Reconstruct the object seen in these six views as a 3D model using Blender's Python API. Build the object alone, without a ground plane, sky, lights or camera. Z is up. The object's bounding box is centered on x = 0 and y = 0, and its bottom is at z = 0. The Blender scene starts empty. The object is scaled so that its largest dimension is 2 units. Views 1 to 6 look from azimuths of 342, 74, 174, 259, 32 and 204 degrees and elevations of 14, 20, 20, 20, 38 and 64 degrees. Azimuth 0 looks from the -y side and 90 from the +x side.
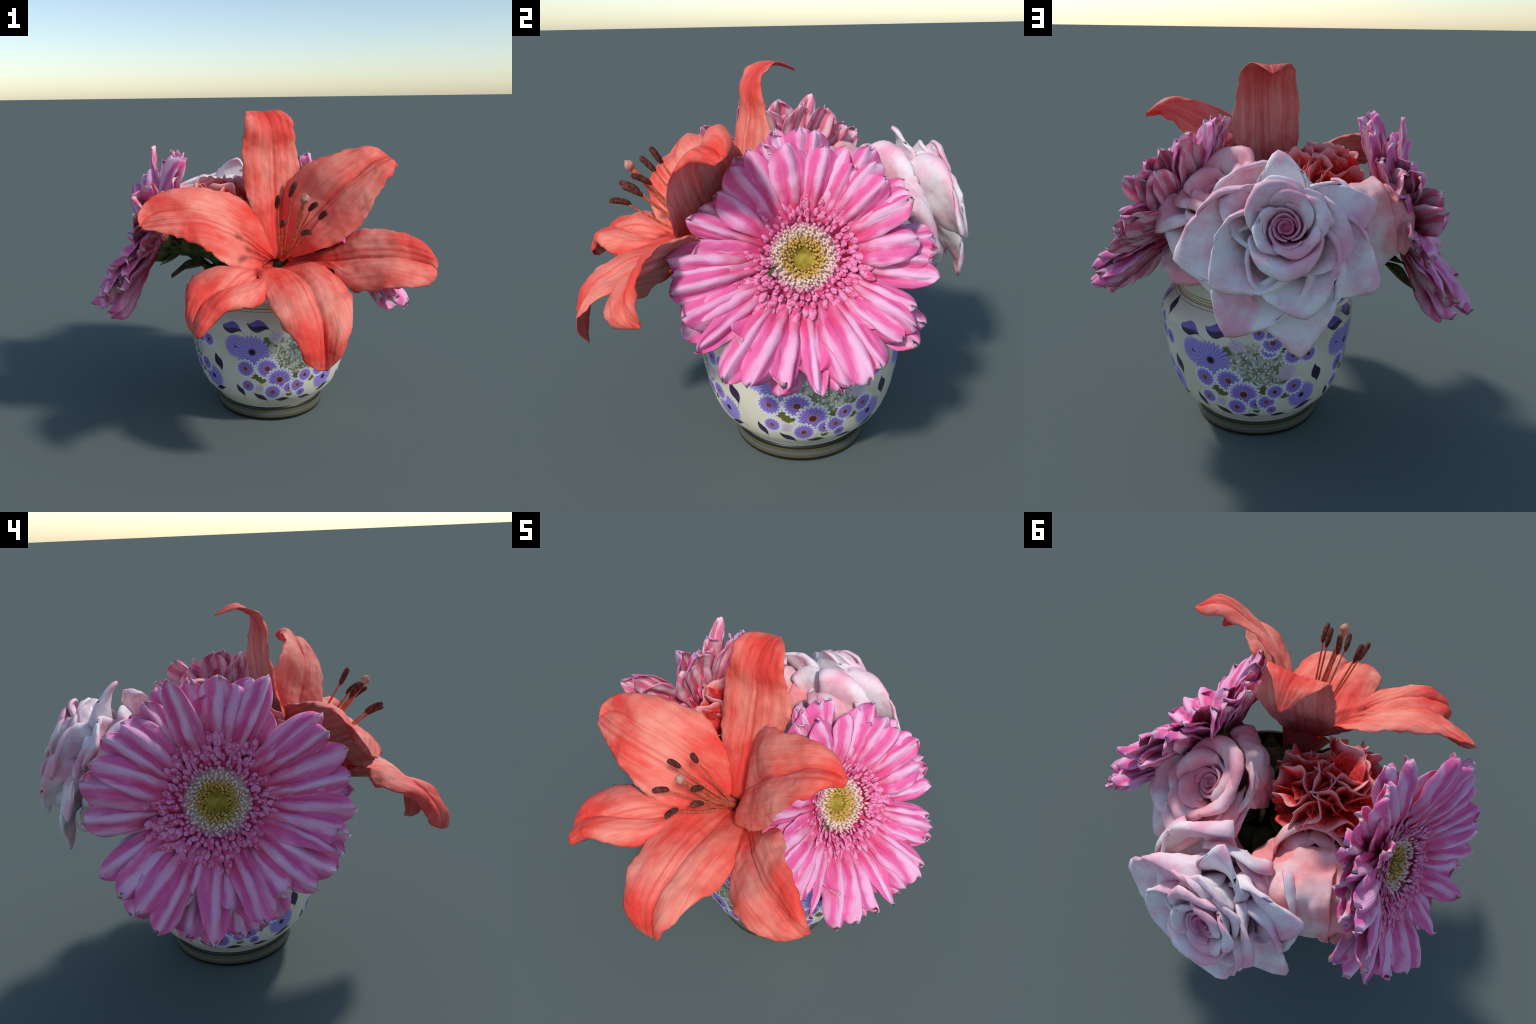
# Flowers in a patterned ceramic vase: one lily, two gerberas, three roses, one carnation.
import bpy, math
import numpy as np
from mathutils import Matrix, Vector, noise

RNG = np.random.default_rng(11)
TAU = 2 * math.pi
V3 = lambda *a: np.array(a, float)


# ------------------------------------------------------------------ node helpers
class Mat:
    """Small builder for a node material driven by object coordinates."""

    def __init__(self, name, rough=0.65, spec=0.25):
        self.m = bpy.data.materials.new(name)
        self.m.use_nodes = True
        self.t = self.m.node_tree
        self.t.nodes.clear()
        self.out = self.n("ShaderNodeOutputMaterial")
        self.b = self.n("ShaderNodeBsdfPrincipled")
        self.b.inputs["Roughness"].default_value = rough
        self.b.inputs["Specular IOR Level"].default_value = spec
        self.t.links.new(self.b.outputs[0], self.out.inputs[0])
        self.obj = self.n("ShaderNodeTexCoord").outputs["Object"]

    def n(self, kind, **kw):
        x = self.t.nodes.new(kind)
        for k, v in kw.items():
            setattr(x, k, v)
        return x

    def put(self, sock, v):
        if hasattr(v, "is_linked") or hasattr(v, "links"):
            self.t.links.new(v, sock)
        elif isinstance(v, (tuple, list)) and len(v) == 3 and sock.type == "RGBA":
            sock.default_value = (*v, 1)
        else:
            sock.default_value = v

    def math(self, op, a, b=0.0, c=0.0, clamp=False):
        x = self.n("ShaderNodeMath", operation=op, use_clamp=clamp)
        for s, v in zip(x.inputs, (a, b, c)):
            self.put(s, v)
        return x.outputs[0]

    def vmath(self, op, a, b=(0, 0, 0)):
        x = self.n("ShaderNodeVectorMath", operation=op)
        self.put(x.inputs[0], a)
        self.put(x.inputs[1], b)
        return x.outputs["Value"] if op in ("LENGTH", "DOT_PRODUCT", "DISTANCE") else x.outputs[0]

    def xyz(self, v):
        x = self.n("ShaderNodeSeparateXYZ")
        self.put(x.inputs[0], v)
        return x.outputs

    def vec(self, x, y, z=0.0):
        c = self.n("ShaderNodeCombineXYZ")
        for s, v in zip(c.inputs, (x, y, z)):
            self.put(s, v)
        return c.outputs[0]

    def scaled(self, v, s, loc=(0, 0, 0)):
        x = self.n("ShaderNodeMapping")
        self.put(x.inputs[0], v)
        x.inputs["Scale"].default_value = s
        x.inputs["Location"].default_value = loc
        return x.outputs[0]

    def noise(self, v, scale, detail=3.0, rough=0.55, color=False):
        x = self.n("ShaderNodeTexNoise")
        self.put(x.inputs["Vector"], v)
        x.inputs["Scale"].default_value = scale
        x.inputs["Detail"].default_value = detail
        x.inputs["Roughness"].default_value = rough
        return x.outputs["Color" if color else "Fac"]

    def step(self, x, a, b, lo=0.0, hi=1.0):
        """smooth ramp: lo below a, hi above b"""
        r = self.n("ShaderNodeMapRange", interpolation_type="SMOOTHSTEP")
        for k, v in (("Value", x), ("From Min", a), ("From Max", b), ("To Min", lo), ("To Max", hi)):
            self.put(r.inputs[k], v)
        return r.outputs[0]

    def mix(self, f, a, b):
        x = self.n("ShaderNodeMix", data_type="RGBA")
        self.put(x.inputs[0], f)
        self.put(x.inputs[6], a)
        self.put(x.inputs[7], b)
        return x.outputs[2]

    def rand(self):
        return self.n("ShaderNodeObjectInfo").outputs["Random"]

    def bump(self, h, strength=0.3, dist=0.01):
        x = self.n("ShaderNodeBump")
        x.inputs["Strength"].default_value = strength
        x.inputs["Distance"].default_value = dist
        self.put(x.inputs["Height"], h)
        self.put(self.b.inputs["Normal"], x.outputs[0])

    def done(self, col, translucent=0.0):
        self.put(self.b.inputs["Base Color"], col)
        if translucent:
            tr = self.n("ShaderNodeBsdfTranslucent")
            self.put(tr.inputs[0], col)
            mx = self.n("ShaderNodeMixShader")
            mx.inputs[0].default_value = translucent
            self.t.links.new(self.b.outputs[0], mx.inputs[1])
            self.t.links.new(tr.outputs[0], mx.inputs[2])
            self.t.links.new(mx.outputs[0], self.out.inputs[0])
        return self.m


# ------------------------------------------------------------------ mesh helpers
def frame(az, el):
    a, e = math.radians(az), math.radians(el)
    n = V3(math.cos(e) * math.sin(a), -math.cos(e) * math.cos(a), math.sin(e))
    r = np.cross((0, 0, 1), n)
    r /= np.linalg.norm(r)
    return r, np.cross(n, r), n


def fbm(p, scale, octaves=3, seed=0.0):
    """fractal noise of an (..., 3) array, about -1..1"""
    q = (np.asarray(p).reshape(-1, 3) * scale) + seed * 7.31
    f = [noise.fractal(Vector(x), 1.0, 2.0, octaves) for x in q]
    return np.array(f).reshape(np.asarray(p).shape[:-1])


def spline(ctrl, n):
    """Catmull-Rom through control rows (k, ...), n samples"""
    c = np.asarray(ctrl, float)
    k = len(c)
    d = np.linalg.norm(np.diff(c.reshape(k, -1), axis=0), axis=1) ** 0.7
    t = np.r_[0, np.cumsum(d)] / d.sum()
    m = np.zeros_like(c)
    for i in range(k):
        a, b = max(i - 1, 0), min(i + 1, k - 1)
        m[i] = (c[b] - c[a]) / (t[b] - t[a])
    out = []
    for x in np.linspace(0, 1, n):
        i = min(np.searchsorted(t, x, side="right") - 1, k - 2)
        h = t[i + 1] - t[i]
        s = (x - t[i]) / h
        out.append((2 * s**3 - 3 * s**2 + 1) * c[i] + (s**3 - 2 * s**2 + s) * h * m[i]
                   + (-2 * s**3 + 3 * s**2) * c[i + 1] + (s**3 - s**2) * h * m[i + 1])
    return np.array(out)


def normals_of(P):
    du, dv = np.gradient(P, axis=0), np.gradient(P, axis=1)
    N = np.cross(du, dv)
    return N / (np.linalg.norm(N, axis=2, keepdims=True) + 1e-9)


def sheet(P, th, rim=0.35):
    """closed thin leaf from a grid: face side (material 0), back side (material 1)"""
    nu, nv = P.shape[:2]
    N = normals_of(P)
    u = np.linspace(0, 1, nu)[:, None]
    v = np.abs(np.linspace(-1, 1, nv))[None, :]
    t = th * (rim + (1 - rim) * np.clip((1 - v**6) * (1 - u**10), 0, 1))[..., None]
    top, bot = P + N * t / 2, P - N * t / 2
    verts = np.concatenate([top.reshape(-1, 3), bot.reshape(-1, 3)])
    g = np.arange(nu * nv).reshape(nu, nv)
    o = nu * nv
    a = np.stack([g[:-1, :-1], g[1:, :-1], g[1:, 1:], g[:-1, 1:]], -1).reshape(-1, 4)
    b = a[:, ::-1] + o
    loop = np.concatenate([g[0, :], g[1:, -1], g[-1, -2::-1], g[-2:0:-1, 0]])
    nx = np.roll(loop, -1)
    e = np.stack([loop, nx, nx + o, loop + o], -1)
    return verts, np.concatenate([a, b, e]), np.r_[np.zeros(len(a)), np.ones(len(b)), np.zeros(len(e))].astype(int)


def build(name, verts, faces, mats, parent=None, M=None, face_mat=None, data_only=False):
    me = bpy.data.meshes.new(name)
    me.from_pydata(np.asarray(verts).tolist(), [], [list(map(int, f)) for f in faces])
    for m in mats:
        me.materials.append(m)
    if face_mat is not None:
        me.polygons.foreach_set("material_index", np.asarray(face_mat, np.int32))
    me.polygons.foreach_set("use_smooth", np.ones(len(me.polygons), bool))
    me.update()
    return me if data_only else place(name, me, parent, M)


def place(name, me, parent=None, M=None):
    ob = bpy.data.objects.new(name, me)
    bpy.context.scene.collection.objects.link(ob)
    M = Matrix() if M is None else M
    if parent is not None:
        ob.parent = parent
        ob.matrix_parent_inverse = world_of(parent).inverted()
    ob.matrix_basis = M
    ob["w"] = 1
    WORLD[ob.name] = M.copy()
    return ob


WORLD = {}
world_of = lambda ob: WORLD[ob.name]


def thing(name, loc, label, category):
    ob = bpy.data.objects.new(name, None)
    ob.empty_display_size = 0.05
    bpy.context.scene.collection.objects.link(ob)
    ob.location = loc
    WORLD[ob.name] = Matrix.Translation(loc)
    ob["label"], ob["category"] = label, category
    return ob


def mat4(x, y, z, o):
    return Matrix([[x[i], y[i], z[i], o[i]] for i in range(3)] + [[0, 0, 0, 1]])


def to_local(verts, x_axis, z_hint, origin):
    x = x_axis / np.linalg.norm(x_axis)
    y = np.cross(z_hint, x)
    y /= np.linalg.norm(y)
    z = np.cross(x, y)
    return (np.asarray(verts) - origin) @ np.stack([x, y, z], 1), mat4(x, y, z, origin)


def tube(path, radii, sides=10, cap=True):
    P = np.asarray(path, float)
    n = len(P)
    R = np.broadcast_to(np.asarray(radii, float), (n,))
    T = np.gradient(P, axis=0)
    T /= np.linalg.norm(T, axis=1, keepdims=True)
    a = np.cross(T[0], (0.3, 0.5, 0.81))
    V, F = [], []
    for i in range(n):
        a = a - T[i] * (a @ T[i])
        a /= np.linalg.norm(a)
        b = np.cross(T[i], a)
        th = np.arange(sides) * TAU / sides
        V.append(P[i] + R[i] * (np.cos(th)[:, None] * a + np.sin(th)[:, None] * b))
    V = np.concatenate(V)
    for i in range(n - 1):
        for j in range(sides):
            k = (j + 1) % sides
            F.append([i * sides + j, i * sides + k, (i + 1) * sides + k, (i + 1) * sides + j])
    if cap:
        F.append(list(range(sides))[::-1])
        F.append(list(range((n - 1) * sides, n * sides)))
    return V, F


def join(parts):
    V, F, o = [], [], 0
    for v, f in parts:
        V.append(np.asarray(v))
        F += [[int(i) + o for i in q] for q in f]
        o += len(v)
    return np.concatenate(V), F


# ------------------------------------------------------------------ materials
def lily_material(name, pale, deep, vein, stripe=0.30):
    m = Mat(name, 0.6, 0.25)
    x, y, z = m.xyz(m.obj)
    seed = m.math("MULTIPLY", m.rand(), 9.0)
    warp = m.noise(m.vec(m.math("ADD", x, seed), y, z), 5.0, 2.0)
    streak = m.noise(m.vec(m.math("MULTIPLY", x, 2.2), m.math("MULTIPLY", m.math("ADD", y, m.math("MULTIPLY", warp, 0.03)), 42.0), seed), 1.0, 4.0, 0.65)
    cloud = m.noise(m.vec(m.math("MULTIPLY", m.math("ADD", x, seed), 0.6), y, z), 6.0, 3.0, 0.55)
    grain = m.noise(m.vec(m.math("ADD", x, seed), y, z), 90.0, 3.0, 0.7)
    f = m.math("ADD", m.math("MULTIPLY", streak, stripe), m.math("MULTIPLY", cloud, 1.16 - stripe))
    blade = m.math("MULTIPLY", m.step(x, 0.12, 0.38, 0.0, 0.14), m.step(x, 0.45, 0.75, 1.0, 0.2))
    col = m.mix(m.step(m.math("ADD", f, blade), 0.44, 0.96), deep, pale)
    veins = m.noise(m.vec(m.math("MULTIPLY", x, 5.0), m.math("MULTIPLY", m.math("ADD", y, m.math("MULTIPLY", warp, 0.03)), 150.0), seed), 1.0, 3.0, 0.6)
    col = m.mix(m.step(veins, 0.52, 0.68, 0.0, 0.45), col, deep)
    # darker double midrib and red throat
    rib = m.step(m.math("ABSOLUTE", m.math("SUBTRACT", m.math("ABSOLUTE", y), 0.016)), 0.0, 0.012, 1.0, 0.0)
    col = m.mix(m.math("MULTIPLY", rib, 0.45), col, vein)
    col = m.mix(m.step(m.math("ADD", x, m.math("MULTIPLY", cloud, 0.25)), 0.06, 0.5, 0.55, 0.0), col, deep)
    col = m.mix(m.step(grain, 0.58, 0.75, 0.0, 0.35), col, pale)
    m.bump(m.math("ADD", m.math("MULTIPLY", streak, 0.7), m.math("MULTIPLY", grain, 0.4)), 0.35, 0.006)
    return m.done(col, 0.12)


LILY_IN = lily_material("lily_petal_face", (0.93, 0.34, 0.25), (0.84, 0.060, 0.042), (0.66, 0.03, 0.03))  # pale tone brightened to paint sunlit highlights on the petals
LILY_OUT = lily_material("lily_petal_back", (0.80, 0.40, 0.34), (0.68, 0.10, 0.085), (0.55, 0.05, 0.05), 0.62)


def gerbera_material(name, pale, mid, deep, stripes, strength):
    """petal in unit coordinates: x 0..1 along, y -.5...5 across"""
    m = Mat(name, 0.65, 0.2)
    x, y, z = m.xyz(m.obj)
    r = m.math("MULTIPLY", m.rand(), 13.0)
    wob = m.noise(m.vec(m.math("MULTIPLY", x, 3.0), m.math("MULTIPLY", y, 3.0), r), 1.0, 2.0)
    band = m.math("SINE", m.math("ADD", m.math("MULTIPLY", y, stripes * TAU), m.math("MULTIPLY", wob, 4.0)))
    fine = m.noise(m.vec(m.math("MULTIPLY", x, 3.0), m.math("MULTIPLY", y, 38.0), r), 1.0, 4.0, 0.65)
    cloud = m.noise(m.vec(m.math("MULTIPLY", x, 4.0), m.math("MULTIPLY", y, 4.0), r), 1.0, 3.0)
    f = m.math("ADD", m.math("MULTIPLY", band, strength), m.math("ADD", m.math("MULTIPLY", fine, 0.35), m.math("MULTIPLY", cloud, 0.45)))
    col = m.mix(m.step(f, 0.20, 0.62), mid, pale)
    vein = m.step(m.math("ABSOLUTE", m.math("SUBTRACT", m.math("ABSOLUTE", m.math("ADD", y, m.math("MULTIPLY", m.math("SUBTRACT", wob, 0.5), 0.12))), 0.17)), 0.0, 0.07, 1.0, 0.0)
    col = m.mix(m.math("MULTIPLY", vein, m.step(x, 0.25, 0.95, 0.6, 0.08)), col, deep)
    side = m.step(m.math("ABSOLUTE", y), 0.34, 0.5, 0.0, 0.5)
    col = m.mix(m.math("MULTIPLY", side, m.step(cloud, 0.35, 0.6)), col, mid)
    col = m.mix(m.step(m.math("ADD", x, m.math("MULTIPLY", cloud, 0.5)), 0.35, 0.85, 0.95, 0.0), col, deep)
    col = m.mix(m.math("MULTIPLY", m.step(m.rand(), 0.3, 0.9), 0.22), col, mid)
    m.bump(fine, 0.3, 0.05)
    return m.done(col, 0.10)


GERB_IN = gerbera_material("gerbera_petal_face", (0.97, 0.56, 0.79), (0.90, 0.15, 0.41), (0.78, 0.045, 0.15), 2.0, 0.18)  # pale tone carries painted near-white highlights and a lavender shade tint
GERB_OUT = gerbera_material("gerbera_petal_back", (0.97, 0.63, 0.70), (0.88, 0.23, 0.36), (0.70, 0.03, 0.08), 3.0, 0.34)


def floret_material():
    """colour by distance from the head's axis: yellow, cream, pink"""
    m = Mat("gerbera_floret", 0.7, 0.2)
    x, y, z = m.xyz(m.obj)
    rho = m.vmath("LENGTH", m.vec(x, y, 0.0))
    nz = m.noise(m.obj, 45.0, 3.0, 0.7)
    rr = m.math("ADD", rho, m.math("MULTIPLY", m.math("SUBTRACT", nz, 0.5), 0.05))
    col = m.mix(m.step(rr, 0.075, 0.11), (0.66, 0.42, 0.10), (0.92, 0.70, 0.58))
    col = m.mix(m.step(rr, 0.115, 0.15), col, (0.88, 0.30, 0.52))
    col = m.mix(m.math("MULTIPLY", m.step(nz, 0.42, 0.60), m.step(rr, 0.13, 0.17)), col, (0.74, 0.07, 0.22))  # deep red blotches paint the dark crevices between florets
    speck = m.noise(m.obj, 110.0, 2.0)
    col = m.mix(m.step(speck, 0.6, 0.72, 0.0, 0.5), col, (0.90, 0.74, 0.76))
    return m.done(col, 0.08)


FLORET = floret_material()


def plain(name, a, b, scale, rough=0.7, trans=0.0, bump=0.25):
    m = Mat(name, rough, 0.2)
    f = m.noise(m.obj, scale, 4.0, 0.6)
    m.bump(f, bump, 0.01)
    return m.done(m.mix(m.step(f, 0.35, 0.68), a, b), trans)


EYE = plain("gerbera_eye", (0.26, 0.17, 0.015), (0.42, 0.34, 0.05), 30.0)
GREEN = plain("green_calyx", (0.06, 0.09, 0.03), (0.20, 0.23, 0.08), 14.0)
STEM = plain("stem_green", (0.05, 0.07, 0.025), (0.14, 0.15, 0.05), 20.0)
ANTHER = plain("anther_brown", (0.055, 0.016, 0.011), (0.19, 0.06, 0.04), 60.0, 0.8)
FILAMENT = plain("filament_red", (0.50, 0.10, 0.05), (0.68, 0.22, 0.12), 40.0)
STIGMA = plain("stigma_mauve", (0.42, 0.16, 0.16), (0.62, 0.33, 0.20), 45.0)


def rose_material(name, pale, pink, deep, heart, lo=0.34, hi=0.74):
    """pale petals with pink washes, deeper toward the flower's heart and base"""
    m = Mat(name, 0.6, 0.25)
    x, y, z = m.xyz(m.obj)
    rho = m.vmath("LENGTH", m.vec(x, y, 0.0))
    cloud = m.noise(m.obj, 5.5, 2.0, 0.5)
    fine = m.noise(m.obj, 40.0, 4.0, 0.6)
    f = m.math("ADD", cloud, m.math("MULTIPLY", m.math("SUBTRACT", fine, 0.5), 0.25))
    col = m.mix(m.step(f, lo, hi), pale, pink)
    col = m.mix(m.step(m.math("ADD", rho, m.math("MULTIPLY", cloud, 0.1)), 0.06, 0.17, heart, 0.0), col, deep)
    m.bump(fine, 0.2, 0.006)
    return m.done(col, 0.12)


ROSE_A = rose_material("rose_pale", (0.98, 0.91, 0.91), (0.95, 0.45, 0.57), (0.70, 0.12, 0.28), 0.9, 0.34, 0.70)  # base colour lightened to near white, brightening a bloom lit only by sky
ROSE_B = rose_material("rose_blush", (0.98, 0.88, 0.87), (0.96, 0.39, 0.45), (0.74, 0.24, 0.34), 0.7, 0.26, 0.64)
ROSE_C = rose_material("rose_coral", (0.97, 0.72, 0.71), (0.95, 0.33, 0.33), (0.74, 0.20, 0.22), 0.5, 0.30, 0.62)


def carnation_material():
    m = Mat("carnation_red", 0.7, 0.2)
    x, y, z = m.xyz(m.obj)
    n1 = m.noise(m.obj, 3.0, 3.0)
    n2 = m.noise(m.obj, 14.0, 4.0, 0.65)
    col = m.mix(m.step(n2, 0.35, 0.7), (0.74, 0.02, 0.025), (0.92, 0.12, 0.09))
    edge = m.math("ADD", x, m.math("MULTIPLY", m.math("SUBTRACT", n1, 0.5), 0.35))
    col = m.mix(m.step(edge, 0.80, 0.99, 0.0, 0.85), col, (0.92, 0.44, 0.43))
    m.bump(n2, 0.25, 0.02)
    return m.done(col, 0.1)


CARN = carnation_material()


# ------------------------------------------------------------------ vase
VASE_AXIS = (0.099, 0.073)


def vase_material():
    m = Mat("painted_glaze", 0.42, 0.35)
    x, y, z = m.xyz(m.obj)
    az = m.math("ARCTAN2", x, m.math("MULTIPLY", y, -1.0))
    # motif repeats four times round the vase, centred on 174 degrees
    quarter = math.radians(90)
    a0 = math.radians(174 - 45)
    a = m.math("SUBTRACT", m.math("FLOORED_MODULO", m.math("SUBTRACT", az, a0), quarter), quarter / 2)
    P = m.vec(m.math("MULTIPLY", a, 0.49), z, 0.0)
    deg = lambda d: math.radians((d - 174 + 45) % 90 - 45) * 0.49
    wob = m.noise(m.obj, 30.0, 3.0)
    fine = m.noise(m.obj, 160.0, 2.0)
    col = m.mix(m.step(m.noise(m.obj, 5.0, 3.0), 0.35, 0.7), (0.69, 0.625, 0.48), (0.77, 0.71, 0.57))

    def polar(cx, cz, sx=1.0):
        d = m.vmath("SUBTRACT", P, (cx, cz, 0))
        if sx != 1.0:
            d = m.vmath("MULTIPLY", d, (sx, 1, 1))
        dx, dy, _ = m.xyz(d)
        return m.vmath("LENGTH", d), m.math("ARCTAN2", dy, dx)

    def blob(col, cx, cz, r, colour, sx=1.0, soft=0.3, amount=1.0, rag=0.6):
        rho, _ = polar(cx, cz, sx)
        rho = m.math("ADD", rho, m.math("MULTIPLY", m.math("SUBTRACT", wob, 0.5), r * rag))
        return m.mix(m.step(rho, r * 1.25 * (1 - soft), r * 1.25, amount, 0.0), col, colour)

    def daisy(col, d, cz, r, petals=15, white=1.0, petal=(0.13, 0.075, 0.42), lit=(0.33, 0.23, 0.62), heart=(0.16, 0.045, 0.05), hr=0.26, ring=(0.50, 0.20, 0.24), phase=0.0):
        rho, th = polar(deg(d), cz)
        q = m.math("DIVIDE", rho, r * (1.34 if white else 1.24))
        w = m.math("ABSOLUTE", m.math("SINE", m.math("MULTIPLY", m.math("ADD", th, phase), petals / 2)))
        edge = m.math("ADD", 0.74, m.math("MULTIPLY", m.math("POWER", w, 0.6), 0.26))
        inside = m.math("LESS_THAN", q, edge)
        if white:
            col = m.mix(m.math("LESS_THAN", q, m.math("ADD", edge, 0.10)), col, (0.80, 0.80, 0.80))
        c = m.mix(m.step(m.math("ADD", w, m.math("MULTIPLY", m.math("SUBTRACT", fine, 0.5), 0.7)), 0.1, 0.9), petal, lit)
        if white:
            rim = m.step(m.math("SUBTRACT", edge, q), 0.07, 0.19, white, 0.0)
            c = m.mix(rim, c, (0.74, 0.72, 0.82))
        c = m.mix(m.step(q, hr, hr + 0.07, 1.0, 0.0), c, ring)
        c = m.mix(m.step(q, hr - 0.06, hr, 1.0, 0.0), c, heart)
        return m.mix(inside, col, c)

    def leaf(col, d, cz, length, width, angle, two=0.0, dark=(0.035, 0.02, 0.06)):
        v = m.vmath("SUBTRACT", P, (deg(d), cz, 0))
        dx, dy, _ = m.xyz(v)
        c, s = math.cos(math.radians(angle)), math.sin(math.radians(angle))
        length, width = length * 1.22, width * 1.3
        lx = m.math("ADD", m.math("MULTIPLY", dx, c), m.math("MULTIPLY", dy, s))
        ly = m.math("SUBTRACT", m.math("MULTIPLY", dy, c), m.math("MULTIPLY", dx, s))
        t = m.math("DIVIDE", lx, length / 2)
        ly = m.math("ADD", ly, m.math("MULTIPLY", m.math("MULTIPLY", m.math("MULTIPLY", t, t), t), width * 0.45))
        half = m.math("MAXIMUM", m.math("MULTIPLY", m.math("SUBTRACT", 1.0, m.math("POWER", m.math("ABSOLUTE", t), 1.6)), width / 2),
                      m.math("MULTIPLY", m.math("LESS_THAN", m.math("ABSOLUTE", m.math("SUBTRACT", t, 0.2)), 1.15), 0.0016))
        inside = m.math("LESS_THAN", m.math("ABSOLUTE", ly), half)
        c2 = m.mix(m.step(ly, -0.004, 0.004, 0.0, two), dark, (0.17, 0.11, 0.40)) if two else m.mix(m.step(wob, 0.4, 0.7, 0.0, 0.5), dark, (0.07, 0.05, 0.10))
        return m.mix(inside, col, c2)

    # foliage and baby's breath under the flowers
    olive, olive2 = (0.13, 0.13, 0.035), (0.20, 0.20, 0.06)
    for d, cz, r, sx in ((162, 0.575, 0.034, 0.8), (155, 0.343, 0.030, 0.9), (179, 0.355, 0.030, 1.0), (176, 0.225, 0.018, 1.0), (188, 0.43, 0.04, 0.8), (176, 0.52, 0.035, 0.8), (192, 0.33, 0.03, 1.0), (150, 0.36, 0.022, 1.0), (170, 0.40, 0.03, 1.0), (190, 0.60, 0.022, 1.0)):
        col = blob(col, deg(d), cz, r, olive, sx, 0.2, 1.0, 1.2)
    rho, _ = polar(deg(177), 0.495, 0.72)
    rho = m.math("ADD", rho, m.math("MULTIPLY", m.math("SUBTRACT", m.noise(m.obj, 18.0, 3.0), 0.5), 0.09))
    area = m.step(rho, 0.105, 0.135, 1.0, 0.0)
    base = m.mix(m.step(m.noise(m.obj, 38.0, 3.0), 0.38, 0.62), (0.15, 0.155, 0.07), (0.48, 0.48, 0.42))
    vor = m.n("ShaderNodeTexVoronoi", feature="F1")
    m.put(vor.inputs["Vector"], m.obj)
    vor.inputs["Scale"].default_value = 62.0
    base = m.mix(m.step(vor.outputs["Distance"], 0.28, 0.42, 1.0, 0.0), base, (0.70, 0.72, 0.72))
    col = m.mix(m.math("MULTIPLY", area, 0.9), col, base)
    # painted roses
    for d, cz, r in ((165, 0.612, 0.036), (193.3, 0.457, 0.040), (153.7, 0.272, 0.026)):
        col = blob(col, deg(d), cz, r, (0.60, 0.50, 0.60), 1.0, 0.35, 0.9, 0.5)
        rho, th = polar(deg(d), cz)
        sw = m.math("SINE", m.math("ADD", m.math("MULTIPLY", rho, 420.0), m.math("MULTIPLY", th, 2.0)))
        col = m.mix(m.math("MULTIPLY", m.step(sw, 0.0, 0.8), m.step(rho, r * 0.3, r * 0.85, 0.55, 0.0)), col, (0.50, 0.24, 0.42))
    # large mauve gerberas
    big = dict(petals=26, white=0.0, petal=(0.20, 0.14, 0.52), lit=(0.36, 0.30, 0.68), heart=(0.015, 0.012, 0.01), hr=0.20, ring=(0.26, 0.12, 0.50))
    col = daisy(col, 139, 0.540, 0.062, **big)
    col = daisy(col, 149.6, 0.513, 0.086, **big)
    col = daisy(col, 204.5, 0.296, 0.066, **big)
    # small daisies with white petal edges
    for d, cz, r, k in ((144.4, 0.401, 0.044, 1), (159.6, 0.409, 0.052, 2), (168.2, 0.333, 0.060, 3), (145, 0.283, 0.034, 1), (163.4, 0.244, 0.044, 2),
                        (175.6, 0.272, 0.032, 3), (182, 0.284, 0.039, 1), (185.6, 0.224, 0.026, 2), (186.8, 0.347, 0.035, 3), (198.3, 0.368, 0.039, 1),
                        (196.5, 0.552, 0.039, 2), (205.6, 0.543, 0.034, 3), (183, 0.595, 0.036, 1), (184.7, 0.632, 0.042, 2), (182.8, 0.690, 0.034, 3), (177.2, 0.674, 0.026, 1), (197, 0.625, 0.028, 2)):
        col = daisy(col, d, cz, r, petals=13 + 2 * k, phase=k * 0.7, white=(0.9, 0.9, 0.75)[k - 1], heart=((0.22, 0.07, 0.06), (0.16, 0.045, 0.05), (0.10, 0.03, 0.03))[k - 1])
    # dark leaves
    for d, cz, ln, w, ang, two in ((135.5, 0.650, 0.105, 0.050, 12, 1.0), (153.5, 0.668, 0.105, 0.048, 12, 1.0), (213, 0.413, 0.092, 0.046, -52, 0),
                                   (153.9, 0.200, 0.090, 0.030, -22, 0), (171.5, 0.180, 0.085, 0.026, 12, 0), (191, 0.176, 0.085, 0.024, 6, 0), (208, 0.215, 0.095, 0.026, 28, 0),
                                   (202.5, 0.700, 0.070, 0.040, -50, 0), (138.5, 0.240, 0.080, 0.030, -50, 0)):
        col = leaf(col, d, cz, ln, w, ang, two)
    # painted rings at the neck
    for zc, hw, c in ((0.745, 0.0016, (0.34, 0.14, 0.06)), (0.751, 0.0016, (0.34, 0.16, 0.06)), (0.762, 0.004, (0.42, 0.34, 0.12)), (0.776, 0.0025, (0.34, 0.16, 0.06))):
        col = m.mix(m.math("LESS_THAN", m.math("ABSOLUTE", m.math("SUBTRACT", z, zc)), hw), col, c)
    dot = m.math("MULTIPLY", m.math("GREATER_THAN", m.math("SINE", m.math("MULTIPLY", az, 200.0)), 0.1), m.math("LESS_THAN", m.math("ABSOLUTE", m.math("SUBTRACT", z, 0.733)), 0.0022))
    col = m.mix(dot, col, (0.16, 0.13, 0.12))
    m.b.inputs["Coat Weight"].default_value = 0.04
    m.b.inputs["Coat Roughness"].default_value = 0.2
    return m.done(col)


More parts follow.
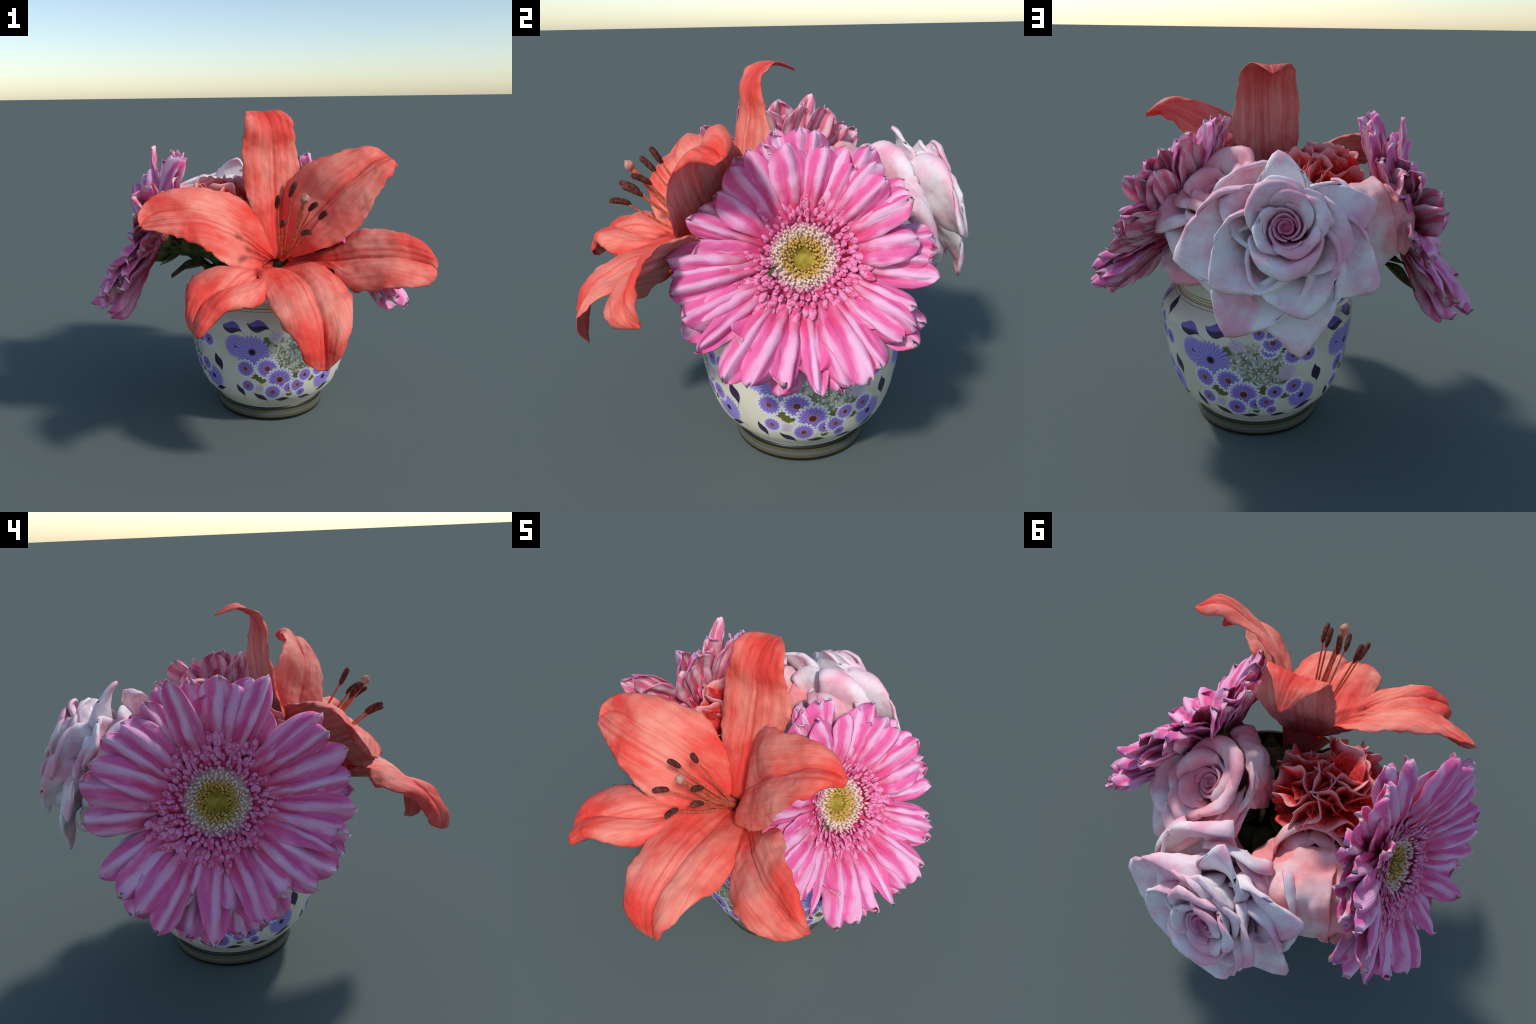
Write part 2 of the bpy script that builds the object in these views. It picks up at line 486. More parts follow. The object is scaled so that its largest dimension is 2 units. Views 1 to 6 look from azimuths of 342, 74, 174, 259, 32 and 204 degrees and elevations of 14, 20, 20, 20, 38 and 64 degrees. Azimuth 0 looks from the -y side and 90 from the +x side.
def foot_material():
    m = Mat("painted_foot", 0.35, 0.4)
    z = m.xyz(m.obj)[2]
    col = (0.70, 0.68, 0.60)
    black, gold, line, grey = (0.010, 0.011, 0.011), (0.10, 0.085, 0.034), (0.10, 0.08, 0.065), (0.105, 0.115, 0.11)
    for lo, hi, c in ((-1, 0.021, black), (0.021, 0.034, gold), (0.034, 0.037, line), (0.037, 0.052, grey), (0.052, 0.055, line), (0.055, 0.068, gold), (0.068, 0.0845, black)):
        f = m.math("MULTIPLY", m.math("GREATER_THAN", z, lo), m.math("LESS_THAN", z, hi))
        col = m.mix(f, col, c)
    return m.done(col)


def lathe(profile, sides=160):
    p = np.asarray(profile, float)
    th = np.arange(sides) * TAU / sides
    V = np.concatenate([np.stack([r * np.cos(th), r * np.sin(th), np.full(sides, z)], -1) for z, r in p])
    F = [[i * sides + j, i * sides + (j + 1) % sides, (i + 1) * sides + (j + 1) % sides, (i + 1) * sides + j] for i in range(len(p) - 1) for j in range(sides)]
    return V, F


def make_vase():
    M = Matrix.Translation((*VASE_AXIS, 0))
    top = thing("patterned_vase", (*VASE_AXIS, 0), "round cream ceramic vase painted with purple daisies", "vase")
    body = spline([(0.084, 0.324), (0.092, 0.331), (0.104, 0.341), (0.13, 0.366), (0.19, 0.418), (0.27, 0.454), (0.41, 0.486), (0.55, 0.503), (0.635, 0.509)], 40)
    shoulder = spline([(0.655, 0.502), (0.69, 0.478), (0.72, 0.448), (0.742, 0.424), (0.752, 0.414)], 14)
    collar = spline([(0.757, 0.412), (0.79, 0.414), (0.83, 0.419), (0.855, 0.422), (0.864, 0.417), (0.861, 0.408)], 20)
    V, F = lathe(np.concatenate([body, shoulder, collar]))
    build("vase_body", V, F, [vase_material()], top, M)
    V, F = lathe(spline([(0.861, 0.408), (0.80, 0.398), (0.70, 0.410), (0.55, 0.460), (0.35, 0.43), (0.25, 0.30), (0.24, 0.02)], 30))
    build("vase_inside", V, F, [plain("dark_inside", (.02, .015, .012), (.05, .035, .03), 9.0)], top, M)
    foot = spline([(0.010, 0.02), (0.002, 0.30), (0.0, 0.324), (0.006, 0.331), (0.02, 0.3345), (0.045, 0.3345), (0.07, 0.332), (0.081, 0.329), (0.0855, 0.322), (0.086, 0.30)], 50)
    V, F = lathe(foot)
    build("vase_foot", V, F, [foot_material()], top, M)


# ------------------------------------------------------------------ lily
# control rows of each petal, throat to tip: one edge, midrib, other edge
LILY = {
    "top": [
        ((-.01, -.26, 1.03), (.03, -.25, 1.02), (.07, -.25, 1.03)), ((-.05, -.235, 1.21), (.04, -.215, 1.20), (.11, -.19, 1.21)),
        ((-.108, -.215, 1.33), (.045, -.185, 1.33), (.17, -.15, 1.35)), ((-.13, -.187, 1.41), (.048, -.168, 1.43), (.21, -.135, 1.45)),
        ((-.134, -.16, 1.53), (.048, -.153, 1.53), (.228, -.122, 1.54)), ((-.127, -.147, 1.64), (.045, -.143, 1.64), (.209, -.119, 1.64)),
        ((-.117, -.145, 1.74), (.042, -.14, 1.74), (.188, -.13, 1.74)), ((-.102, -.12, 1.82), (.04, -.09, 1.81), (.17, -.12, 1.81)),
        ((-.075, -.05, 1.85), (.035, -.01, 1.838), (.12, -.05, 1.855)), ((.01, .06, 1.82), (.03, .078, 1.81), (.05, .06, 1.825))],
    "upper_side": [
        ((.06, -.24, 1.06), (.09, -.27, 1.04), (.1, -.33, 1.04)), ((.075, -.19, 1.25), (.14, -.34, 1.17), (.18, -.49, 1.11)),
        ((.10, -.20, 1.42), (.21, -.375, 1.28), (.286, -.531, 1.154)), ((.142, -.225, 1.49), (.265, -.405, 1.345), (.347, -.567, 1.208)),
        ((.215, -.30, 1.57), (.325, -.45, 1.42), (.403, -.585, 1.274)), ((.30, -.35, 1.61), (.405, -.46, 1.485), (.448, -.595, 1.349)),
        ((.365, -.36, 1.63), (.465, -.46, 1.535), (.487, -.598, 1.427)), ((.44, -.365, 1.652), (.53, -.45, 1.578), (.532, -.584, 1.50)),
        ((.52, -.36, 1.645), (.595, -.44, 1.592), (.60, -.56, 1.54)), ((.60, -.355, 1.61), (.645, -.425, 1.58), (.64, -.49, 1.545)),
        ((.68, -.40, 1.565), (.69, -.42, 1.555), (.685, -.44, 1.54))],
    "right": [
        ((.09, -.27, 1.03), (.10, -.30, 1.00), (.10, -.34, 1.00)), ((.208, -.33, 1.058), (.20, -.40, 1.015), (.19, -.46, 1.03)),
        ((.292, -.395, 1.099), (.28, -.49, 1.035), (.25, -.57, 1.005)), ((.377, -.451, 1.167), (.357, -.587, 1.07), (.302, -.70, .93)),
        ((.451, -.528, 1.228), (.437, -.67, 1.09), (.374, -.788, .95)), ((.531, -.619, 1.228), (.522, -.74, 1.10), (.45, -.85, .975)),
        ((.604, -.70, 1.215), (.61, -.77, 1.085), (.553, -.875, .975)), ((.693, -.75, 1.167), (.69, -.795, 1.065), (.66, -.85, .965)),
        ((.745, -.77, 1.09), (.735, -.79, 1.03), (.72, -.80, .975)), ((.765, -.755, 1.01), (.763, -.752, .998), (.757, -.757, .988))],
    "front": [
        ((-.02, -.30, 1.00), (.03, -.31, .98), (.08, -.305, 1.007)), ((-.165, -.50, 1.045), (.045, -.45, .995), (.169, -.404, 1.037)),
        ((-.177, -.64, 1.00), (.052, -.565, 1.0), (.24, -.52, 1.024)), ((-.19, -.76, .95), (.05, -.705, .978), (.278, -.63, .976)),
        ((-.185, -.85, .91), (.046, -.80, .935), (.27, -.75, .94)), ((-.165, -.91, .86), (.042, -.87, .895), (.225, -.86, .915)),
        ((-.13, -.965, .81), (.038, -.925, .827), (.186, -.94, .861)), ((-.10, -.985, .75), (.036, -.95, .745), (.14, -.99, .785)),
        ((-.073, -.982, .69), (.038, -.955, .68), (.10, -.992, .70)), ((-.01, -.965, .635), (.035, -.95, .622), (.05, -.95, .62))],
    "low_side": [
        ((-.02, -.34, 1.00), (-.02, -.33, .995), (-.01, -.32, 1.03)), ((-.14, -.60, .985), (-.15, -.52, 1.00), (-.16, -.45, 1.04)),
        ((-.197, -.74, .95), (-.24, -.62, 1.01), (-.25, -.52, 1.06)), ((-.27, -.80, .942), (-.32, -.69, 1.025), (-.34, -.57, 1.095)),
        ((-.35, -.835, .945), (-.395, -.735, 1.025), (-.42, -.55, 1.098)), ((-.43, -.86, .945), (-.47, -.77, 1.015), (-.495, -.54, 1.06)),
        ((-.49, -.875, .91), (-.53, -.795, .98), (-.575, -.66, 1.04)), ((-.54, -.887, .87), (-.567, -.82, .92), (-.605, -.735, .965)),
        ((-.567, -.877, .84), (-.582, -.837, .865), (-.60, -.765, .885)), ((-.568, -.85, .835), (-.574, -.845, .836), (-.58, -.838, .838))],
    "left": [
        ((-.03, -.33, 1.04), (0, -.29, 1.05), (0, -.27, 1.07)), ((-.12, -.47, 1.05), (-.07, -.28, 1.12), (-.047, -.24, 1.21)),
        ((-.19, -.54, 1.063), (-.134, -.302, 1.18), (-.108, -.223, 1.326)), ((-.274, -.556, 1.082), (-.206, -.334, 1.227), (-.20, -.21, 1.405)),
        ((-.369, -.57, 1.121), (-.324, -.38, 1.305), (-.334, -.234, 1.448)), ((-.446, -.575, 1.185), (-.44, -.412, 1.352), (-.468, -.27, 1.469)),
        ((-.52, -.557, 1.231), (-.544, -.40, 1.361), (-.598, -.319, 1.463)), ((-.62, -.515, 1.272), (-.649, -.375, 1.352), (-.707, -.358, 1.414)),
        ((-.70, -.475, 1.285), (-.72, -.38, 1.33), (-.75, -.395, 1.345)), ((-.748, -.44, 1.29), (-.752, -.41, 1.30), (-.757, -.42, 1.295))],
}


def make_lily():
    base = V3(0.05, -0.26, 1.00)
    top = thing("lily", base, "large open coral red lily with long stamens", "flower")
    nu, nv = 70, 41
    for key, rows in LILY.items():
        R = spline(rows, nu)                      # (nu, 3, 3): edge, midrib, edge
        s = np.linspace(0, 1, nv)[None, :, None]
        a, b, c = R[:, 0:1], R[:, 1:2], R[:, 2:3]
        P = a * (2 * (s - .5) * (s - 1)) + b * (4 * s * (1 - s)) + c * (2 * s * (s - .5))
        u = np.linspace(0, 1, nu)[:, None]
        v = np.linspace(-1, 1, nv)[None, :]
        N = normals_of(P)
        cen = P.mean((0, 1))
        inward = V3(0.03, -0.62, 1.40) - cen      # face side looks to the stamens
        if (N.mean((0, 1)) @ inward) < 0:
            P = P[:, ::-1]
            N = normals_of(P)
        seed = len(key) + ord(key[0]) * .13
        fade = np.clip(u * 4, 0, 1) * np.clip((1 - u) * 6, 0.15, 1)
        relief = (-0.004 if key == "top" else -0.010) * np.exp(-((np.abs(v) - .0) / .05) ** 2) + 0.006 * np.exp(-((np.abs(v) - .13) / .07) ** 2)
        relief = relief + (0.008 if key == "top" else 0.022) * np.sin(math.pi * np.abs(v)) - 0.010 * np.abs(v) ** 9
        relief = relief + 0.0025 * np.cos(v * 22) * (1 - np.abs(v))
        d = relief * fade + 0.012 * fbm(P, 7.0, 2, seed) * fade + 0.0035 * fbm(P, 38.0, 3, seed + 3) * fade
        d = d + 0.016 * np.abs(v) ** 5 * fbm(P, 15.0, 2, seed + 5) * fade
        P = P + N * d[..., None]
        # ragged margin, in the plane of the petal
        side = np.gradient(P, axis=1)
        side /= np.linalg.norm(side, axis=2, keepdims=True) + 1e-9
        P = P + side * (np.sign(v) * np.abs(v) ** 7 * 0.012 * fbm(P, 19.0, 3, seed + 9) * fade)[..., None]
        verts, faces, fm = sheet(P, 0.010)
        o = P[0].mean(0)
        L, M = to_local(verts, P[-1].mean(0) - o, N.mean((0, 1)), o)
        build("petal", L, faces, [LILY_IN, LILY_OUT], top, M, fm)
    t = np.linspace(0, 1, 14)
    axis = V3(.02, .20, -.13)
    path = np.array([V3(.045, -.30, 1.05) + axis * q for q in t])
    V, F = tube(path, .105 * (1 - t) ** 1.3 + .035, 18, False)
    V = V + (.008 * fbm(V, 12, 2))[:, None] * V3(.5, .2, .8)
    build("trumpet", V, F, [LILY_OUT], top)
    # stamens: anther centre and the way it points
    root = V3(0.045, -0.31, 1.03)
    for tip, axis in (((.014, -.573, 1.475), (.03, -.10, .16)), ((-.081, -.605, 1.42), (-.02, -.12, .13)), ((.092, -.656, 1.39), (.02, -.17, .09)),
                      ((.128, -.702, 1.352), (.01, -.16, .09)), ((-.088, -.698, 1.322), (-.03, -.16, .07)), ((.018, -.75, 1.277), (.02, -.16, .04))):
        tip = V3(*tip)
        ax = V3(*axis)
        ax /= np.linalg.norm(ax)
        st = thing_part("stamen", top, root)
        mid = (root + tip) / 2 + V3(0, 0.02, -0.035)
        path = spline([root + (tip - root) * .02, mid, tip - ax * .02], 16)
        V, F = tube(path, np.linspace(.0085, .0042, 16), 8)
        build("filament", V, F, [FILAMENT], st)
        t = np.linspace(-1, 1, 14)
        prof = .0125 * (1 - np.abs(t) ** 3.2) ** .6 + .002
        bend = V3(0, 0.006, -0.012)
        path = np.array([tip + ax * .052 * q + bend * (q * q) for q in t])
        V, F = tube(path, prof, 10)
        V = V + (0.003 * fbm(V, 60, 2))[:, None] * ax
        build("anther", V, F, [ANTHER], st)
    pi = thing_part("pistil", top, root)
    end = V3(.029, -.690, 1.432)
    path = spline([root, (root + end) / 2 + V3(.01, .0, -.03), end], 20)
    V, F = tube(path, np.linspace(.018, .012, 20), 10)
    build("style", V, F, [FILAMENT], pi)
    d = path[-1] - path[-2]
    d /= np.linalg.norm(d)
    t = np.linspace(0, 1, 12)
    V, F = tube(np.array([end - d * .02 + d * .055 * q for q in t]), .012 + .016 * np.sin(np.clip(t * 1.12, 0, 1) * math.pi) ** .8 - .011 * t, 12)
    V = V + 0.004 * np.stack([fbm(V, 30, 2, k) for k in range(3)], -1)
    build("stigma", V, F, [STIGMA], pi)
    stem(top, base + V3(0, .03, 0), V3(.08, .0, .55), .035)


def thing_part(name, parent, loc):
    ob = bpy.data.objects.new(name, None)
    ob.empty_display_size = 0.02
    bpy.context.scene.collection.objects.link(ob)
    ob.parent = parent
    ob.matrix_parent_inverse = world_of(parent).inverted()
    ob.matrix_basis = Matrix.Translation(loc)
    WORLD[ob.name] = Matrix.Translation(loc)
    return ob


def stem(parent, a, b, r=.02, bend=(0, 0, .03)):
    path = spline([a, (np.asarray(a) + b) / 2 + V3(*bend), b], 14)
    V, F = tube(path, r, 10)
    build("stem", V, F, [STEM], parent)


# ------------------------------------------------------------------ gerbera
def gerbera_petal_mesh(k):
    """unit petal: x 0..1 base to tip, y across, z toward the viewer"""
    nu, nv = 30, 17
    x = np.linspace(0, 1, nu)[:, None]
    s = np.linspace(-1, 1, nv)[None, :]
    rng = np.random.default_rng(100 + k)
    blunt = .54 + .22 * rng.random()
    point = .44 + .30 * rng.random()
    w = (0.50 + 0.50 * np.clip(x / .5, 0, 1) ** .8) * np.clip(1 - np.clip((x - blunt) / (1.001 - blunt), 0, 1) ** (1.9 + .5 * rng.random()), 0, 1) ** point
    w = np.maximum(w, 0.04)
    X = x - 0.07 * np.clip((x - .75) / .25, 0, 1) * (.5 + .5 * np.cos(s * (4.5 + 2 * rng.random()) + k * 2)) * rng.random() + 0 * s
    Y = 0.5 * s * w * (1 + .10 * np.sin(x * 7 + k)) + .05 * (rng.random() - .5) * np.sin(x * 3)
    fade = np.clip(x * 5, 0, 1) * np.clip((1 - x) * 5, .15, 1)
    groove = .30 + .12 * rng.random()
    ridge = -0.030 * np.exp(-((np.abs(s) - groove) / .13) ** 2) + 0.018 * np.exp(-(s / .2) ** 2)
    Z = ridge * fade - (.04 + .07 * rng.random()) * s**2 * w + .05 * 4 * x * (1 - x)
    Z = Z + .06 * (rng.random() - .5) * np.sin(x * 5 + k) + (rng.random() - .45) * -.16 * np.clip((x - .55) / .45, 0, 1) ** 2
    Z = Z + .045 * np.sin(s * (2 + 2 * rng.random()) + k * 1.9) * x**1.5
    P = np.stack([X, Y, Z + 0 * X], -1)
    Z2 = P[..., 2] + 0.035 * fbm(P, 3.5, 2, k) * np.clip(x * 3, 0, 1) + .03 * s * (rng.random() - .5) * x
    P[..., 2] = Z2
    verts, faces, fm = sheet(P, 0.022)
    return build("petal", verts, faces, [GERB_IN, GERB_OUT], face_mat=fm, data_only=True)


PETALS = []


def petal_at(parent, C, ax, ang, rho, h, base_rho, base_h, width, twist, k):
    r, u, n = ax
    d = math.cos(ang) * r + math.sin(ang) * u
    lean = RNG.normal(0, .05)
    bd = math.cos(ang + lean) * r + math.sin(ang + lean) * u
    B = C + bd * base_rho + n * base_h
    Tp = C + d * rho + n * h
    x = Tp - B
    L = np.linalg.norm(x)
    x = x / L
    y = np.cross(n, x)
    y /= np.linalg.norm(y)
    z = np.cross(x, y)
    c, s = math.cos(twist), math.sin(twist)
    y, z = c * y + s * z, c * z - s * y
    place("petal", PETALS[k % len(PETALS)], parent, mat4(x * L, y * width, z * L, B))


def make_gerbera(C, az, el, front, back, tip_h, calyx_tip, spare=(), dip=0.0):
    ax = frame(az, el)
    r, u, n = ax
    base = C - n * .16
    top = thing("gerbera", base, "pink gerbera daisy with yellow and cream centre", "flower")
    rim = lambda rho, hh: hh * (rho / .52) ** 1.3
    k = 0
    for deg, rho, h in front:
        short = rho < .44
        petal_at(top, C, ax, math.radians(deg), rho * RNG.uniform(.97, 1.03), h + RNG.normal(0, .012), .15, .012 + RNG.uniform(0, .01), RNG.uniform(.12, .178) * (.8 if short else 1), RNG.normal(0, .24), k)
        k += 3 if k % 2 else 4
    for deg, rho, h in back:
        petal_at(top, C, ax, math.radians(deg), rho, h + RNG.normal(0, .008), .13, -.03, RNG.uniform(.145, .18), RNG.normal(0, .16), k)
        k += 5
    # under layer closing the bowl behind the named petals
    around = sorted(front)
    for deg in range(-178, 180, 30):
        near = min(around, key=lambda q: abs((q[0] - deg + 180) % 360 - 180))
        petal_at(top, C, ax, math.radians(deg + RNG.uniform(-4, 4)), RNG.uniform(.44, .49), near[2] - .05 + RNG.normal(0, .01), .13, -.04, RNG.uniform(.19, .23), RNG.normal(0, .1), k)
        k += 7
    for tip, off in spare:
        q = V3(*tip) - C
        petal_at(top, C, ax, math.atan2(q @ u, q @ r), math.hypot(q @ r, q @ u), q @ n, .13, off, .16, RNG.normal(0, .1), k)
        k += 5
    M = mat4(r, u, n, C)
    # ring of short quilled florets
    parts = []
    for ring, (rho0, cnt, ln, wd) in enumerate(((.232, 46, .080, .046), (.212, 48, .074, .042), (.192, 50, .064, .036), (.172, 50, .052, .030), (.154, 52, .040, .023), (.138, 54, .028, .017))):
        for i in range(cnt):
            a = (i + .5 * (ring % 2) + RNG.uniform(-.3, .3)) * TAU / cnt
            tilt = RNG.uniform(.0, .6) + .13 * ring
            R0 = rho0 + RNG.normal(0, .008)
            parts.append(floret(R0, a, ln * RNG.uniform(.75, 1.25), wd, tilt, .024 + .16 * max(0, .24 - R0) + rim(R0, tip_h) * .8 - dip * max(0, math.cos(a - 2.3)), RNG.normal(0, .3)))
    V, F = join(parts)
    ob = build("ray_floret", V, F, [FLORET], top, M)
    ob["kind"] = "stuff"
    # disc of knobbly florets
    parts = []
    for i in range(330):
        q = (i + .5) / 330
        rho = .046 + .092 * q**.8
        a = i * 2.39996 + RNG.uniform(-.1, .1)
        hgt = .004 + .036 * math.sin(min(1, (rho - .05) / .10) * math.pi * .6) + RNG.normal(0, .005)
        parts.append(knob(rho, a, hgt, RNG.uniform(.0045, .0078)))
    V, F = join(parts)
    ob = build("disc_floret", V, F, [FLORET], top, M)
    ob["kind"] = "stuff"
    t = np.linspace(0, 1, 12)
    prof = [(-.022 - .004 * math.cos(q * 3) + .012 * q * q - (.03 if q > .95 else 0), max(.0005, .060 * q)) for q in t]
    V, F = lathe(prof, 40)
    V[:, 2] += .004 * fbm(V, 40, 2)
    build("disc_eye", V, F, [EYE], top, M)
    # receptacle plate closing the head between florets and petals
    V, F = lathe([(-.04, .0005), (-.03, .05), (.012, .075), (.012, .17), (.02, .24), (.0, .25), (-.03, .16), (-.05, .0005)], 60)
    build("receptacle", V, F, [FLORET], top, M)
    # green cup with pointed bracts
    V, F = lathe([(-.03, .15), (-.05, .155), (-.09, .12), (-.13, .075), (-.17, .035), (-.19, .022)], 36)
    build("calyx", V, F, [GREEN], top, M)
    for i in range(22):
        a = i * TAU / 22 + RNG.uniform(-.1, .1)
        ln = RNG.uniform(.10, .16)
        xs = np.linspace(0, 1, 10)[:, None]
        ss = np.linspace(-1, 1, 7)[None, :]
        rho = .035 + ln * xs + 0 * ss
        zz = -.185 + .12 * xs**1.6 + .006 * ss**2 - .02 * (i % 3) * xs**3
        P = np.stack([rho * np.cos(a) - ss * .022 * (1 - xs**2) * np.sin(a), rho * np.sin(a) + ss * .022 * (1 - xs**2) * np.cos(a), zz], -1)
        v, f, fm = sheet(P, .006)
        build("bract", v, f, [GREEN], top, M)
    stem(top, C - n * .18, V3(*calyx_tip), .024, (0, 0, .05))


def floret(rho, a, ln, wd, tilt, h, yaw):
    x = np.linspace(0, 1, 6)[:, None]
    s = np.linspace(-1, 1, 5)[None, :]
    w = wd * .42 * (.6 + .6 * x) * np.clip(1 - np.clip((x - .6) / .4, 0, 1) ** 2, .15, 1)
    X = ln * x * math.cos(tilt) + 0 * s
    Z = ln * (x * math.sin(tilt) - .35 * x * x * math.sin(tilt)) - .15 * wd * s**2 * (1 - x * .5)
    P = np.stack([X, s * w, Z + 0 * X], -1)
    c, d = math.cos(yaw), math.sin(yaw)
    P = np.stack([P[..., 0] * c - P[..., 1] * d, P[..., 0] * d + P[..., 1] * c, P[..., 2]], -1)
    c, d = math.cos(a), math.sin(a)
    Q = np.stack([(P[..., 0] + rho) * c - P[..., 1] * d, (P[..., 0] + rho) * d + P[..., 1] * c, P[..., 2] + h], -1)
    v, f, _ = sheet(Q, .003, .5)
    return v, f


def knob(rho, a, h, r):
    V, F = [], []
    prof = ((-2.2, .6), (-.6, 1.0), (.3, .9), (1.0, .45))
    for z, q in prof:
        for j in range(6):
            t = j * TAU / 6
            V.append((rho * math.cos(a) + r * q * math.cos(t), rho * math.sin(a) + r * q * math.sin(t), h + r * z))
    for i in range(3):
        for j in range(6):
            k = (j + 1) % 6
            F.append([i * 6 + j, i * 6 + k, i * 6 + 6 + k, i * 6 + 6 + j])
    F.append([18, 19, 20, 21, 22, 23])
    return np.array(V), F


# petals of each head: direction in degrees, reach of the tip, height of the tip above the heart
A_FRONT = [(164, .51, .12), (144, .45, .120), (130, .47, .120), (118, .49, .110), (117, .37, .080), (99, .47, .130), (79, .44, .140), (70, .48, .150), (61, .43, .150), (51, .46, .190), (42, .44, .200), (30, .47, .190), (25, .49, .200), (7, .46, .165),
           (-2, .52, .143), (-10, .53, .148), (-27, .48, .150), (-34, .51, .175), (-43, .52, .180), (-45, .42, .150), (-56, .56, .185), (-62, .57, .185), (-72, .54, .190), (-83, .55, .190), (-98, .53, .190), (-111, .56, .197),
           (-121, .58, .182), (-136, .57, .162), (-150, .55, .157), (-146, .49, .142), (-162, .54, .157), (-169, .53, .157), (-178, .46, .132), (-177, .55, .142)]
A_BACK = [(157, .48, .05), (146, .46, .05), (110, .52, .06), (58, .52, .12), (37, .51, .115), (8, .53, .10), (2, .54, .11), (-30, .56, .09), (-39, .58, .11), (-75, .57, .12), (-99, .57, .12), (-146, .59, .08), (-155, .55, .08),
          (125, .52, .05), (92, .55, .06), (104, .56, .05)]
B_FRONT = [(85, .52, .110), (63, .55, .130), (76, .49, .120), (109, .51, .210), (122, .50, .090), (137, .50, .130), (147, .51, .160), (159, .52, .190), (168, .54, .140), (150, .43, .090), (-176, .57, .060), (-153, .55, .060), (-141, .57, .060),
           (-130, .54, .110), (-119, .57, .158), (-96, .55, .138), (-74, .51, .163), (-48, .51, .190), (-37, .54, .200), (-28, .49, .200), (-20, .52, .210), (-9, .54, .210), (5, .51, .220), (16, .55, .230), (27, .51, .240), (35, .54, .240), (-110, .38, .068)]
B_BACK = [(130, .51, .040), (-132, .58, .020), (-108, .58, .018), (-97, .60, -.012), (-85, .57, .028), (-77, .56, .058), (-66, .54, .098), (-28, .55, .140), (-20, .55, .150), (-1, .55, .150), (112, .55, .040), (98, .54, .050), (70, .54, .070), (172, .55, .020), (143, .53, .070)]


# ------------------------------------------------------------------ rose
def rose_petal(C, ax, phi, w, R, H, curl, tip, base, seed, rough=.012, lift=.05, belly=.45, drop=.30, close=1.0):
    nu, nv = 26, 31
    r, u, n = ax
    v = np.linspace(0, 1, nu)[:, None]
    s = np.linspace(-1, 1, nv)[None, :]
    q = v * (1 - .16 * np.abs(s) ** 3)
    p0, p1, p2, p3 = (.02, base), (R * belly, base * drop), (R * (1 - curl), H + lift), (R * close, H)
    bz = lambda i: (1 - q) ** 3 * p0[i] + 3 * q * (1 - q) ** 2 * p1[i] + 3 * q * q * (1 - q) * p2[i] + q**3 * p3[i]
    rho, h = bz(0), bz(1)
    rho = rho - tip * R * (s * s + .0006) ** .41 * v**3
    h = h + .30 * tip * R * np.sqrt(s * s + .004) * v**3
    h = h - .10 * tip * R * np.exp(-(s / .22) ** 2) * v**7
    if R > .12 and close == 1.0:
        h = h - .075 * np.abs(s) ** 4 * np.clip(v * 1.6, 0, 1)
    if R < .15:
        rho, h = rho * (1 + .22 * s), h + .016 * s * v**2
    a = phi + s * w * (.35 + .65 * v**.6)
    P = C + rho[..., None] * (np.cos(a)[..., None] * r + np.sin(a)[..., None] * u) + h[..., None] * n
    N = normals_of(P)
    d = rough * fbm(P, 8.0, 2, seed) * np.clip(v * 2, 0, 1) + .004 * fbm(P, 26.0, 2, seed + 2)
    return P + N * d[..., None]


def add_rose(name_label, C, az, el, rings, mat, base, stem_to, core=.0, scale=1.0):
    ax = frame(az, el)
    C = np.asarray(C, float)
    r, u, n = ax
    loc = C + n * base
    top = thing("rose", loc, name_label, "flower")
    M = mat4(r, u, n, C)
    Mi = np.stack([r, u, n], 1)
    for i, row in enumerate(rings):
        deg, w, R, H, curl, tip = row[:6]
        P = rose_petal(C, ax, math.radians(deg), math.radians(w), R * scale, H * scale, curl, tip, base * (.6 if R < .1 else 1), i * 1.7 + C[0] * 9, rough=.004 if R < .12 else .013,
                       lift=row[6] if len(row) > 6 else (.0 if R < .1 else .06), belly=row[7] if len(row) > 7 else (.62 if R < .1 else .42), drop=row[8] if len(row) > 8 else (.6 if R < .1 else .30), close=row[9] if len(row) > 9 else 1.0)
        v, f, fm = sheet(P, .024 if R > .1 else .012, .6)
        build("petal", (v - C) @ Mi, f, [mat, mat], top, M, fm)
    V, F = lathe([(-.16, .0005), (-.15, .05), (-.08, .045), (core - .03, .03), (core - .012, .018), (core, .0005)], 20)
    V = V + .004 * np.stack([fbm(V, 40, 2, q) for q in range(3)], -1)
    build("heart", V, F, [mat], top, M)
    V, F = lathe([(base - .05, .02), (base - .03, .05), (base + .01, .075), (base + .05, .09)], 24)
    build("calyx", V, F, [GREEN], top, M)
    stem(top, C + n * (base - .03), V3(*stem_to), .026)
    return top


def whorl(count, start, w, R, H, curl, tip, jitter=4):
    return [(start + i * 360 / count + RNG.uniform(-jitter, jitter), w, R * RNG.uniform(.95, 1.05), H + RNG.uniform(-.008, .008), curl, tip) for i in range(count)]


# ------------------------------------------------------------------ carnation
def carnation_petal_mesh(k):
    nu, nv = 22, 41
    x = np.linspace(0, 1, nu)[:, None]
    s = np.linspace(-1, 1, nv)[None, :]
    rng = np.random.default_rng(300 + k)
    a = s * (.35 + .55 * x) * (1 + .2 * rng.random())
    rr = x * (1 - .10 * s**2 + .035 * np.sin(s * 17 + k) * x**3)
    ruff = (.16 * np.sin(s * (4 + 2 * rng.random()) + k * 1.3) + .045 * np.sin(s * 11 + k)) * x**2.0
    P = np.stack([rr * np.cos(a), rr * np.sin(a), ruff - .18 * x**2 * (k % 3 - .4) * .6 + 0 * s], -1)
    P = P + .03 * np.stack([fbm(P, 4.0, 2, k + i * 5) for i in range(3)], -1) * x[..., None]
    v, f, fm = sheet(P, .05)
    return build("petal", v, f, [CARN, CARN], face_mat=fm, data_only=True)


